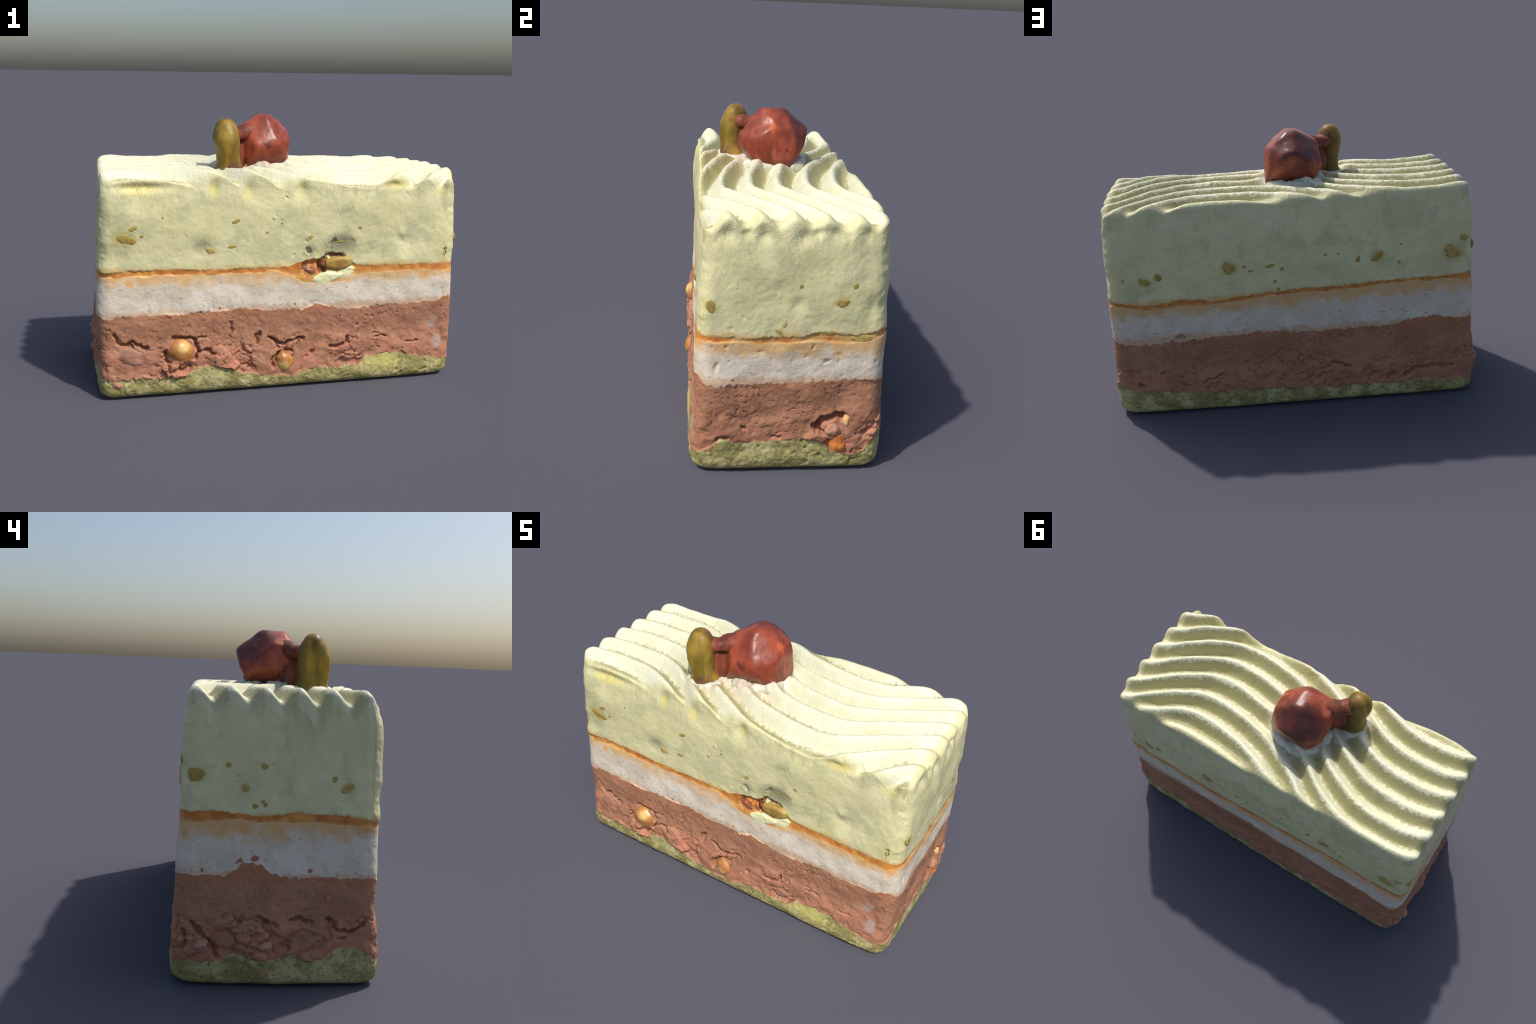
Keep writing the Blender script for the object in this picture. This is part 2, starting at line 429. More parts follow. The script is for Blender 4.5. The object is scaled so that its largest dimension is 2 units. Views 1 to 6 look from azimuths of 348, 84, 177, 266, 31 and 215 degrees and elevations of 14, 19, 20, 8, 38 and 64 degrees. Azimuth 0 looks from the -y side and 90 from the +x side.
# cracks, holes, dents and lumps: (face, path or point (along, height), half width, depth)
CRACKS = [
    ('front', [(-.146, .255), (-.146, .30), (-.125, .31)], .008, .026), ('front', [(-.081, .284), (-.042, .271), (-.02, .247), (.008, .241), (.041, .265), (.102, .267)], .009, .030),
    ('front', [(-.042, .271), (-.03, .23)], .007, .02), ('front', [(.261, .219), (.307, .213), (.346, .233), (.351, .25)], .009, .024),
    ('front', [(.407, .153), (.437, .151)], .008, .02), ('front', [(.16, .188), (.171, .199)], .007, .016),
    ('front', [(-.65, .212), (-.618, .249), (-.597, .264)], .009, .02), ('front', [(-.462, .232), (-.419, .246), (-.382, .227)], .009, .026),
    ('front', [(-.477, .30), (-.451, .309), (-.419, .312)], .007, .014), ('front', [(-.885, .348), (-.871, .304), (-.832, .287), (-.797, .283)], .010, .022),
    ('front', [(-.287, .381), (-.278, .336), (-.286, .304)], .006, .012), ('front', [(-.04, .151), (-.035, .191), (-.019, .207)], .007, .016),
    ('front', [(-.62, .17), (-.60, .14), (-.50, .155)], .009, .018), ('front', [(.70, .21), (.76, .216)], .006, .012), ('front', [(.52, .255), (.55, .262), (.58, .245)], .006, .012),
    ('left', [(-.20, .283), (-.219, .27), (-.25, .237), (-.285, .233), (-.32, .24), (-.348, .261)], .009, .026), ('left', [(-.252, .203), (-.272, .209)], .009, .018),
    ('left', [(.068, .283), (.047, .268)], .009, .018), ('left', [(.022, .261), (.007, .254)], .010, .018), ('left', [(-.055, .282), (-.094, .286), (-.134, .27)], .007, .018),
    ('left', [(.335, .262), (.319, .241), (.289, .211), (.254, .171), (.233, .13)], .011, .024), ('left', [(.374, .235), (.362, .2), (.368, .164)], .008, .022),
    ('left', [(-.026, .164), (-.038, .177), (-.051, .165)], .011, .018), ('left', [(.109, .219), (.08, .224)], .008, .012),
    ('back', [(-.189, .243), (-.233, .23), (-.287, .208)], .007, .020), ('back', [(-.397, .143), (-.441, .152)], .008, .016), ('back', [(-.496, .126), (-.529, .142)], .010, .018),
    ('back', [(-.585, .131), (-.629, .158), (-.685, .172), (-.751, .17), (-.851, .175)], .009, .020), ('back', [(.505, .176), (.455, .189), (.393, .216)], .007, .018),
    ('back', [(.854, .186), (.833, .175)], .010, .022), ('back', [(-.236, .395), (-.263, .37)], .006, .010), ('back', [(.257, .231), (.22, .21)], .006, .012),
    ('back', [(.63, .446), (.609, .449), (.594, .443)], .009, .024), ('back', [(.275, .457), (.265, .456)], .008, .014), ('back', [(.724, .251), (.713, .247)], .007, .012),
    ('right', [(.120, .225), (.136, .243), (.167, .260), (.22, .271), (.241, .276)], .017, .045), ('right', [(.133, .216), (.158, .20)], .016, .03), ('right', [(-.19, .227), (-.183, .218)], .010, .020),
    ('right', [(-.06, .177), (-.031, .176)], .010, .014), ('right', [(.335, .182), (.376, .212)], .008, .014), ('right', [(-.30, .17), (-.25, .175)], .010, .016),
    # the torn spot in the mousse on the front
    ('front', [(.10, .672), (.17, .684), (.22, .690)], .014, .022), ('front', [(.185, .668), (.215, .640)], .018, .034), ('front', [(.215, .700), (.25, .716), (.32, .712)], .012, .026),
    ('front', [(.235, .72), (.25, .765), (.275, .79)], .014, .010), ('front', [(.13, .74), (.122, .76)], .013, .014), ('front', [(.895, .70), (.905, .73)], .008, .016),
]
for cu_, cv_, rad, a0, a1 in ((-.552, .245, .076, -40, 120), (-.552, .245, .080, 165, 235), (.004, .150, .055, 60, 215), (-.79, .228, .072, 35, 130)):
    arc = [(cu_ + 1.12 * rad * math.cos(math.radians(a)), cv_ + rad * math.sin(math.radians(a))) for a in range(a0, a1, 16)]
    arc = [(u + .010 * math.sin(37 * u + 5 * v), v + .008 * math.sin(61 * u)) for u, v in arc]
    CRACKS.append(('front', arc, .010, .026))
DENTS = [
    ('front', -.74, 1.095, .13, .020, .018), ('front', -.37, 1.09, .03, .04, .014), ('front', -.19, 1.075, .03, .045, .014), ('front', .09, 1.08, .03, .045, .014), ('front', .62, 1.085, .10, .018, .010), ('front', .87, 1.07, .045, .03, .014),
    ('right', -.27, 1.075, .035, .035, .014), ('right', -.12, 1.075, .03, .03, .012), ('right', .03, 1.07, .03, .03, .012), ('right', .16, 1.08, .03, .03, .010), ('right', .29, 1.08, .025, .03, .010),
      # (face, along, height, radius along, radius up, depth; negative stands out)
    ('front', .31, .775, .07, .05, .012), ('front', -.435, .79, .05, .04, .012), ('front', .68, .79, .04, .06, .014), ('front', .655, .82, .02, .02, -.006),
    ('front', -.80, .92, .13, .16, -.018), ('front', -.50, .86, .10, .08, -.008), ('front', -.66, .36, .20, .08, -.014), ('front', -.60, .24, .24, .09, -.016), ('front', .27, .70, .10, .05, .012), ('front', .36, .15, .26, .05, .010), ('front', .74, .82, .10, .10, .010), ('front', .9, .95, .06, .10, .008),
    ('front', -.06, .24, .05, .04, -.008), ('front', .17, .36, .07, .09, -.008), ('front', -.30, .95, .05, .16, .003), ('front', .1, .95, .06, .16, .003),
    ('right', .06, .93, .09, .06, .007), ('right', -.02, .86, .08, .05, .005), ('right', .30, .93, .05, .12, .004), ('right', .22, .35, .05, .07, .014),
    ('right', .33, .77, .03, .05, .012), ('right', .02, .79, .03, .03, .010), ('right', .087, 1.086, .02, .018, .014), ('right', -.191, 1.083, .02, .015, .012),
    ('right', -.27, .38, .09, .14, -.015), ('right', .22, .17, .07, .06, -.004), ('right', -.02, .30, .06, .05, .006), ('right', -.33, .3, .05, .14, -.006),
    ('left', .36, .35, .03, .10, .010), ('left', .1, .17, .1, .05, -.006), ('left', -.2, .2, .09, .04, -.006),
    ('back', -.65, .43, .15, .05, -.004), ('back', .3, .2, .25, .06, -.005), ('back', .899, 1.05, .02, .016, .010),
]

# ---- combed cream: one S-shaped comb stroke repeated across the top
COMB = [(-.98, .183), (-.93, .198), (-.88, .220), (-.8, .238), (-.7, .244), (-.6, .240), (-.5, .221), (-.42, .190), (-.3, .126), (-.15, .020), (0, -.058),
        (.09, -.098), (.18, -.125), (.27, -.143), (.4, -.154), (.5, -.146), (.56, -.128), (.64, -.083), (.73, -.025), (.81, .034), (.87, .086), (.92, .117), (.98, .134)]
comb = smooth_track(COMB)
PITCH, CREST = .1315, .52                # ridge spacing; share of it taken by the back slope

def top_height(x, y):
    p = np.stack([x, y, 0 * x], -1)
    phase = (y - comb(x) + .005 * noise(p, 5, 3) + .003 * noise(p, 17, 4)) / PITCH
    f = phase - np.floor(phase)
    h = np.where(f < CREST, .5 + .5 * np.cos(np.pi * f / CREST), .5 - .5 * np.cos(np.pi * (f - CREST) / (1 - CREST)))
    mid = sstep(-.72, -.42, x) * sstep(.90, .72, x)              # the strokes are deepest in the middle
    amp = (.050 + .012 * mid) * (1 + .12 * noise(p, 4, 5)) * (1 - .55 * sstep(.29, .37, y))
    z = 1.171 - .021 * x + .006 * mid - .005 * sstep(.0, -.3, x) + .012 * sstep(.5, .75, x) * sstep(.25, -.1, y) * sstep(.37, .26, -y) - amp * (1 - h)
    z = z - sstep(.20, .36, -y) * (.032 * sstep(-.15, .1, x) * sstep(.62, .48, x) + .018 * sstep(.5, .6, x) * sstep(.95, .86, x) + .004 * sstep(-.82, -.66, x) * sstep(-.18, -.32, x))
    z = z + .003 * noise(p, 13, 7) + .0016 * fbm(p, 60, 9, 2)
    # pressed flat and heaped a little where the nuts sit
    for cx, cy, r0, r1, zz in ((-.05, -.005, .12, .21, 1.150), (-.26, -.185, .07, .13, 1.152)):
        w = 1 - sstep(r0, r1, np.hypot(x - cx, y - cy) + .025 * noise(p, 11, 13))
        z = z * (1 - .85 * w) + .85 * w * zz
    rho = np.hypot(x + .045, y + .005)                 # ragged collar squeezed up round the nut
    z = z + .032 * np.exp(-((rho - .140 - .02 * noise(p, 9, 15)) / .038) ** 2) * np.clip(.8 + .7 * noise(p, 13, 14) + .3 * noise(p, 40, 16), 0, 1.6)
    z = z + .020 * np.exp(-(((x - .095) / .05) ** 2 + ((y + .065) / .06) ** 2))
    return z, h

# ---- grid on the surface of a box with rounded upright edges
def ring():
    i, j = np.arange(NX), np.arange(NY)
    qx = np.concatenate([-A + 2*A*i/NX, np.full(NY, A), A - 2*A*i/NX, np.full(NY, -A)])
    qy = np.concatenate([np.full(NX, -B), -B + 2*B*j/NY, np.full(NX, B), B - 2*B*j/NY])
    return qx, qy

def rounded(qx, qy):
    cx, cy = np.clip(qx, -A + RC, A - RC), np.clip(qy, -B + RC, B - RC)
    dx, dy = qx - cx, qy - cy
    l = np.hypot(dx, dy)
    k = np.where(l > 0, np.maximum(abs(dx), abs(dy)) / np.maximum(l, 1e-9), 0)
    nx, ny = np.where(l > 0, dx / np.maximum(l, 1e-9), 0), np.where(l > 0, dy / np.maximum(l, 1e-9), 0)
    return cx + dx * k, cy + dy * k, nx, ny

def spread(x, y, z):
    """Stretch the plan of the box to the outline at height z."""
    sx = np.where(x > 0, right(z), left(z)) / A
    sy = np.where(y > 0, back(z), front(z) - .002 * x / A) / B
    ex, ey = np.clip(1 - (y / .37) ** 2, 0, 1), np.clip(1 - (x / .93) ** 2, 0, 1)
    er = np.clip(1 - ((y + .08) / np.where(y < -.08, .295, .45)) ** 2, 0, 1)
    ox = x * sx + np.where(x > 0, swell_right(z) * er, swell_left(z) * ex) * np.sign(x) * (x / A) ** 4
    ox = ox + .014 * (x < 0) * (x / A) ** 4 * sstep(.22, .06, z) * np.clip(y / B, 0, 1)
    ox = ox + .022 * (x < 0) * (x / A) ** 4 * sstep(.48, .15, z) * np.clip(-y / B, 0, 1)
    low = sstep(.2, .06, z) * (x / A) ** 6 * (y / B) ** 6 * ((x > 0) | (y > 0))
    ox = ox - .012 * np.sign(x) * low
    oy = y * sy - .010 * np.sign(y) * low + np.where(y > 0, swell_back(z) * np.where(x > .35, np.clip(1 - ((x - .35) / .60) ** 4, 0, 1), sstep(-.6, .35, x)), -swell_front(z) * ey) * (y / B) ** 4
    return ox, oy

qx, qy = ring()
rx, ry, nx, ny = rounded(qx, qy)
NC = len(rx)
wx, wy = nx ** 2, ny ** 2

def around(tr):
    u = wx * np.where(nx > 0, tr['right'](ry), tr['left'](ry)) + wy * np.where(ny > 0, tr['back'](rx), tr['front'](rx))
    return u

plan = np.stack([rx, ry, 0 * rx], -1)
b_crust = around(crust_top) + .014 * fbm(plan, 14, 21, 3) + .012 * fbm(plan, 60, 22, 2)
b_choc = around(choc_top) + .006 * fbm(plan, 22, 23, 2) + .011 * fbm(plan, 70, 24, 2)
b_jlow = around(jam_low) + .010 * fbm(plan, 11, 125, 2) + .007 * fbm(plan, 35, 25, 3)
b_jtop = around(jam_top) + .004 * fbm(plan, 28, 26, 2) + .006 * fbm(plan, 75, 27, 2)
b_jlow = np.minimum(b_jlow, b_jtop - .007)

ox, oy = spread(rx, ry, np.full(NC, 1.12))
hz, hr = top_height(ox, oy)
rim0 = hz - RIM                                        # where the rounding of the rim begins
drip = np.maximum(0, fbm(plan, 26, 31, 2) - .05) * .14 + np.maximum(0, fbm(plan, 55, 32, 2) - .2) * .10
b_cream = np.minimum(rim0 - .010, 1.085 - .02 * rx + .035 * (hr - .5)) - .012 - drip - .008 * fbm(plan, 90, 33, 1)

rows, tags = [], []
def span(lo, hi, n, tag, first=False):
    for k in range(0 if first else 1, n + 1):
        t = k / n
        rows.append(('wall', lo + (hi - lo) * t))
        tags.append(tag)
nfoot = 9
for k in range(nfoot):
    rows.append(('foot', k / nfoot * math.pi / 2))
    tags.append('crust')
foot_lift = .006 + .006 * fbm(plan, 7, 41, 2)
z_foot = np.full(NC, FOOT) + foot_lift * .5
span(z_foot, np.maximum(b_crust, z_foot + .012), 20, 'crust', True)
b_crust = np.maximum(b_crust, z_foot + .012)
span(b_crust, b_choc, 62, 'choc')
span(b_choc, b_jlow, 36, 'sponge')
span(b_jlow, b_jtop, 7, 'jam')
span(b_jtop, b_cream, 74, 'mousse')
span(b_cream, rim0, 16, 'cream')
nrim = 9
for k in range(1, nrim):
    rows.append(('rim', k / nrim * math.pi / 2))
    tags.append('cream')

SHR_X, SHR_Y = (A - RIM) / A, (B - RIM) / B
SHF_X, SHF_Y = (A - FOOT) / A, (B - FOOT) / B
P = np.zeros((len(rows), NC, 3))
for r, (kind, val) in enumerate(rows):
    if kind == 'wall':
        z = val
        x, y = spread(rx, ry, z)
    elif kind == 'foot':
        s = 1 - math.sin(val)
        z = foot_lift * .5 + FOOT * (1 - math.cos(val)) + foot_lift * 0
        x, y = spread(rx, ry, z)
        x, y = x * (1 - s * (1 - SHF_X)), y * (1 - s * (1 - SHF_Y))
    else:
        s = 1 - math.cos(val)
        zo = np.full(NC, 1.13)
        x, y = spread(rx, ry, rim0 * (1 - s) + zo * s)
        x, y = x * (1 - s * (1 - SHR_X)), y * (1 - s * (1 - SHR_Y))
        hh, _ = top_height(x, y)
        z = hh - RIM * (1 - math.sin(val))
    P[r, :, 0], P[r, :, 1], P[r, :, 2] = x, y, z

# ---- relief on the cut faces
Z = P[..., 2]
tag = np.array(tags)[:, None]
lay = {k: (tag == k) * np.ones((1, NC)) for k in ('crust', 'choc', 'sponge', 'jam', 'mousse', 'cream')}
blur = {k: v.copy() for k, v in lay.items()}
disp = .006 * noise(P, 4, 51) * sstep(0, .1, Z) * sstep(1.2, 1.0, Z)
rough_c = .007 * fbm(P, 18, 52, 3) + .003 * fbm(P, 75, 53, 2)
rough_b = .005 * fbm(P, 8, 154, 2) + .0042 * fbm(P, 18, 54, 3) + .0022 * fbm(P, 70, 55, 2)
rough_s = .005 * fbm(P, 12, 156, 2) + .0012 * fbm(P, 50, 56, 3)
rough_m = .006 * fbm(P, 9, 57, 2) + .0012 * fbm(P, 55, 58, 2)
disp = disp + rough_c * lay['crust'] + rough_b * lay['choc'] + rough_s * lay['sponge'] + rough_m * (lay['mousse'] + lay['cream'] * sstep(.02, .06, hz[None, :] - Z))
disp = disp + lay['jam'] * (-.0035 + .003 * fbm(P, 30, 59, 2))
# broken, crumbly belt in the lower chocolate
def chunks(p, scale, seed):
    """Crumbs: for each point a random number of its nearest cell, and how close it lies to a gap."""
    q = p.reshape(-1, 3) @ TURN * scale + 57.3
    base = np.floor(q).astype(np.int64)
    d1, d2, val = np.full(len(q), 9.), np.full(len(q), 9.), np.zeros(len(q))
    for dx in (-1, 0, 1):
        for dy in (-1, 0, 1):
            for dz in (-1, 0, 1):
                c = base + np.array([dx, dy, dz])
                jx = np.stack([_hash(c[:, 0], c[:, 1], c[:, 2], seed + k) for k in range(3)], -1)
                d = np.linalg.norm(c + jx - q, axis=1)
                new = d < d1
                d2 = np.where(new, d1, np.minimum(d2, d))
                val = np.where(new, _hash(c[:, 0], c[:, 1], c[:, 2], seed + 9), val)
                d1 = np.where(new, d, d1)
    return val.reshape(p.shape[:-1]), (d2 - d1).reshape(p.shape[:-1])
belt = lay['choc'] * sstep(.34, .25, Z + .04 * noise(P, 6, 60))
ch = np.abs(fbm(P * np.array([1, 1, 1.5]), 15, 61, 2))
disp = disp + belt * (.010 * fbm(P, 16, 62, 2) - .013 * sstep(.045, .0, ch) * sstep(-.1, .3, noise(P, 7, 63)))
fl = np.abs(fbm(P * np.array([1, 1, 2.0]), 21, 64, 2))
disp = disp - lay['choc'] * .006 * sstep(.03, .0, fl) * sstep(.1, .4, noise(P, 9, 65))
rr = np.array([k for k, t in enumerate(tags) if t == 'choc'])
warp = P[rr] + .012 * np.stack([noise(P[rr], 20, 81), noise(P[rr], 20, 82), noise(P[rr], 20, 83)], -1)
cv, cg = chunks(warp * np.array([.8, .8, 1.2]), 11, 84)
broken = sstep(.31, .23, P[rr][..., 2] + .05 * noise(P[rr], 5, 85)) * sstep(.0, .35, noise(P[rr], 5.0, 186))
disp[rr] += broken * ((cv - .45) * .030 - .013 * sstep(.14, .0, cg) * sstep(-.25, .25, noise(P[rr], 9, 87)))
cv2, cg2 = chunks(warp, 34, 88)
disp[rr] += broken * ((cv2 - .5) * .005 - .002 * sstep(.15, .0, cg2))
# small bubbles and pores
for k, amt, sc, thr, sd in (('mousse', .005, 34, .74, 66), ('sponge', .005, 42, .66, 67), ('choc', .007, 46, .70, 68), ('crust', .009, 42, .55, 69)):
    disp = disp - lay[k] * amt * sstep(thr, thr + .3, noise(P, sc, sd)) * sstep(-.2, .3, noise(P, 5, sd + 40))
# the upright corners are a little crumbly
corner = np.clip(4 * wx * wy, 0, 1)[None, :] * lay['mousse']
disp = disp + corner * .005 * fbm(P, 30, 70, 2)

sel = dict(front=(ny < -.5), back=(ny > .5), right=(nx > .5), left=(nx < -.5))
def along(face):
    return P[..., 0] if face in ('front', 'back') else P[..., 1]
jit = np.stack([.009 * noise(P, 38, 71) + .004 * noise(P, 90, 171), .009 * noise(P, 38, 72) + .004 * noise(P, 90, 172)], -1)
for face, path, w, depth in CRACKS:
    m = sel[face][None, :] * np.ones_like(Z)
    u, v = along(face) + jit[..., 0], Z + jit[..., 1]
    d = np.full(Z.shape, 9.)
    for (u0, v0), (u1, v1) in zip(path[:-1], path[1:]):
        L2 = max((u1-u0)**2 + (v1-v0)**2, 1e-9)
        t = np.clip(((u-u0)*(u1-u0) + (v-v0)*(v1-v0)) / L2, 0, 1)
        d = np.minimum(d, np.hypot(u - u0 - t*(u1-u0), v - v0 - t*(v1-v0)))
    disp = disp - m * depth * 1.25 * (1 - sstep(w * .2, w * (1.25 + .5 * noise(P, 25, 173)), d))
for face, u0, v0, ru, rv, depth in DENTS:
    m = sel[face][None, :] * np.ones_like(Z)
    disp = disp - m * depth * np.exp(-(((along(face) - u0) / ru) ** 2 + ((Z - v0) / rv) ** 2))
# cream: ridge ends hang over the edge, valleys run down it
near = sstep(.11, .0, hz[None, :] - Z) * sstep(-.002, .035, hz[None, :] - Z)
disp = disp + near * (.011 * (hr[None, :] - .55)) + lay['cream'] * (.002 * fbm(P * np.array([1, 1, .2]), 45, 73, 2)) * near
disp = disp * sstep(0, .05, Z - .0) 
P[..., 0] += disp * nx[None, :]
P[..., 1] += disp * ny[None, :]

# ---- flat caps: combed top and underside
gi, gj = np.meshgrid(np.arange(NX + 1), np.arange(NY + 1), indexing='ij')
gx, gy, _, _ = rounded(-A + 2*A*gi/NX, -B + 2*B*gj/NY)
tx, ty = spread(gx, gy, np.full(gx.shape, 1.13))
tx, ty = tx * SHR_X, ty * SHR_Y
tz, _ = top_height(tx, ty)
TOP = np.stack([tx, ty, tz], -1)
ux, uy = spread(gx, gy, np.full(gx.shape, .003))
UNDER = np.stack([ux * SHF_X, uy * SHF_Y, np.maximum(0, .003 + .004 * fbm(np.stack([gx, gy, 0*gx], -1), 7, 41, 2))], -1)

nw = len(rows) * NC
def ring_index(cap_start):
    """Vertex numbers of a cap grid, its border first replaced by nothing: returns grid ids and border ids."""
    ids = cap_start + np.arange((NX + 1) * (NY + 1)).reshape(NX + 1, NY + 1)
    border = np.concatenate([ids[:NX, 0], ids[NX, :NY], ids[NX:0:-1, NY], ids[0, NY:0:-1]])
    return ids, border
top_ids, top_border = ring_index(nw)
und_ids, und_border = ring_index(nw + (NX + 1) * (NY + 1))
verts = np.concatenate([P.reshape(-1, 3), TOP.reshape(-1, 3), UNDER.reshape(-1, 3)])

def strip(lower, upper):
    return np.stack([lower, np.roll(lower, -1), np.roll(upper, -1), upper], -1)
wall = np.arange(nw).reshape(len(rows), NC)
faces = {k: [] for k in lay}
for r in range(len(rows) - 1):
    faces[tags[r + 1]].append(strip(wall[r], wall[r + 1]))
faces['cream'].append(strip(wall[-1], top_border))
# the first foot ring already lies on the cap border: weld by using the cap's border below it
faces['crust'].append(strip(und_border, wall[0]))
def cap(ids, flip):
    a, b, c, d = ids[:-1, :-1], ids[1:, :-1], ids[1:, 1:], ids[:-1, 1:]
    q = np.stack([a, b, c, d], -1).reshape(-1, 4)
    return q[:, ::-1] if flip else q
faces['cream'].append(cap(top_ids, False))
faces['crust'].append(cap(und_ids, True))
faces = {k: np.concatenate(v) for k, v in faces.items()}
# first foot ring coincides with the underside border: nudge it up and out
verts[wall[0]] = verts[und_border] + np.stack([.002 * nx, .002 * ny, np.full(NC, .0006)], -1)
verts[:, 2] -= verts[:, 2].min()

# whole-body smooth vertex normals, shared by every layer
allf = np.concatenate(list(faces.values()))
fn = np.cross(verts[allf[:, 2]] - verts[allf[:, 0]], verts[allf[:, 3]] - verts[allf[:, 1]])
vn = np.zeros_like(verts)
for k in range(4):
    for c in range(3):
        vn[:, c] += np.bincount(allf[:, k], weights=fn[:, c], minlength=len(verts))
vn /= np.maximum(np.linalg.norm(vn, axis=1, keepdims=True), 1e-12)

# ------------------------------------------------------------------ objects
cake = bpy.data.objects.new("layer_cake_slice", None)
bpy.context.scene.collection.objects.link(cake)
cake["label"] = "layered pistachio mousse cake slice with combed cream and nuts"
cake["category"] = "cake slice"

NAMES = dict(crust=("biscuit_base", mat_crust()), choc=("chocolate_mousse", mat_chocolate()), sponge=("sponge_layer", mat_sponge()),
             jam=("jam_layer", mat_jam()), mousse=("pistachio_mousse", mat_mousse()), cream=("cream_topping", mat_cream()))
parts = {}
for k, f in faces.items():
    used, inv = np.unique(f, return_inverse=True)
    name, mat = NAMES[k]
    parts[k] = link(name, mesh_from(name, verts[used], inv.reshape(f.shape), vn[used]), cake, mat)

# where the finished body's surface is, for setting pieces into it
tree = BVHTree.FromPolygons([tuple(v) for v in verts], [tuple(q) for q in np.concatenate([faces[k] for k in faces]).tolist()])
OUT = dict(front=Vector((0, -1, 0)), back=Vector((0, 1, 0)), right=Vector((1, 0, 0)), left=Vector((-1, 0, 0)))
def on_face(face, u, z):
    o = OUT[face]
    start = Vector((u, 0, z)) if face in ('front', 'back') else Vector((0, u, z))
    hits = []
    for du, dz in ((0, 0), (.018, 0), (-.018, 0), (0, .018), (0, -.018)):
        off = Vector((du, 0, dz)) if face in ('front', 'back') else Vector((0, du, dz))
        h = tree.ray_cast(start + off + o * 2, -o)
        if h[0] is not None:
            hits.append(h[0].dot(o))
    s = sorted(hits)[len(hits) // 2]
    return start + o * s

# --------------------------------------------------------- pieces set into it
def sphere_points(level):
    import bmesh
    bm = bmesh.new()
    bmesh.ops.create_icosphere(bm, subdivisions=level, radius=1.0)
    v = np.array([p.co[:] for p in bm.verts])
    f = np.array([[p.index for p in q.verts] for q in bm.faces])
    bm.free()
    return v, f

def faceted(v, planes, power, limit=1.12):
    """Radius of a rounded polyhedron given by (direction, distance) planes."""
    s = 0.0
    for d, h in planes:
        d = np.array(d, float)
        d /= np.linalg.norm(d)
        s = s + np.maximum(0, v @ d / h) ** power
    return np.minimum(np.maximum(s, 1e-12) ** (-1 / power), limit)

SV, SF = sphere_points(4)
LV, LF = sphere_points(5)
rng = np.random.default_rng(7)

# four shard shapes shared by all the pistachio bits
shards = []
bit_mat = mat_bit()
for k in range(4):
    planes = [(rng.normal(size=3) * np.array([1, 1, .6]), rng.uniform(.72, 1.0)) for _ in range(14)] + [((0, 0, 1), .8), ((0, 0, -1), .8)]
    r = faceted(SV, planes, 9)
    v = SV * r[:, None]
    v = v * (1 + .06 * fbm(v, 2.2, 80 + k, 3))[:, None]
    me = mesh_from("pistachio_bit", v, SF)
    me.materials.append(bit_mat)
    shards.append(me)

BITS = [  # face, along, height, half length, half width, turn (degrees)
    ('front', -.825, .845, .048, .021, -12), ('front', -.774, .896, .022, .010, 15), ('front', -.255, .915, .020, .009, 22), ('front', -.384, .766, .024, .015, -10),
    ('front', .135, .818, .014, .011, 40), ('front', -.095, .853, .011, .006, 0), ('front', -.275, .785, .018, .008, 5), ('front', -.061, .923, .007, .006, 0),
    ('front', -.021, .898, .007, .007, 0), ('front', -.63, .944, .007, .005, 0), ('front', .408, .863, .010, .007, 0), ('front', .899, .70, .010, .028, 5),
    ('front', -.74, .855, .012, .007, 20), ('front', .38, .80, .020, .006, -40), ('front', .32, .792, .035, .006, 8),
    ('back', .324, .82, .034, .034, 0), ('back', .697, .791, .017, .020, 0), ('back', .76, .768, .032, .016, -25), ('back', .251, .822, .009, .008, 0), ('back', .217, .798, .014, .008, 10),
    ('back', .128, .814, .024, .009, 15), ('back', .056, .795, .012, .009, 20), ('back', -.165, .854, .011, .008, 0), ('back', -.237, .851, .009, .006, 0), ('back', -.336, .811, .011, .020, -20),
    ('back', -.446, .826, .038, .016, 35), ('back', -.554, .783, .009, .009, 0), ('back', -.842, .82, .050, .036, -20), ('back', -.885, .894, .020, .018, 0), ('back', .096, .731, .009, .009, 0), ('back', .082, .685, .008, .008, 0),
    ('back', .872, .782, .008, .012, 0), ('back', -.56, .88, .008, .006, 0),
    ('left', .331, .841, .034, .024, -15), ('left', .213, .883, .010, .011, 0), ('left', .07, .884, .014, .013, 0), ('left', .148, .796, .016, .016, 0), ('left', -.202, .839, .010, .011, 0),
    ('left', -.251, .804, .027, .015, 30), ('left', .064, .737, .010, .012, 0), ('left', .107, .726, .013, .010, 15), ('left', .075, .748, .008, .006, 0),
    ('right', -.331, .775, .017, .026, 10), ('right', .202, .80, .028, .018, 15), ('right', .025, .867, .009, .009, 0), ('right', .248, .868, .010, .010, 0), ('right', .287, .634, .040, .017, 0),
    ('right', -.05, .668, .010, .026, 40), ('right', .134, .664, .036, .010, 0), ('right', -.03, .700, .012, .008, 30),
]
def frame(face, turn):
    o = OUT[face]
    up = Vector((0, 0, 1))
    side = up.cross(o)                     # to the right as one looks at the face
    a = math.radians(turn)
    ex = math.cos(a) * side + math.sin(a) * up
    ey = -math.sin(a) * side + math.cos(a) * up
    return Matrix((ex, ey, o)).transposed().to_4x4()

for k, (face, u, z, hl, hw, turn) in enumerate(BITS):
    ob = bpy.data.objects.new("pistachio_bit", shards[k % 4])
    bpy.context.scene.collection.objects.link(ob)
    ob.parent = parts['mousse']
    thick = min(hl, hw) * .8
    pos = on_face(face, u, z) - OUT[face] * (thick * .60)
    ob.matrix_world = Matrix.Translation(pos) @ frame(face, turn) @ Matrix.Diagonal((hl * 1.3, hw * 1.3, thick, 1))

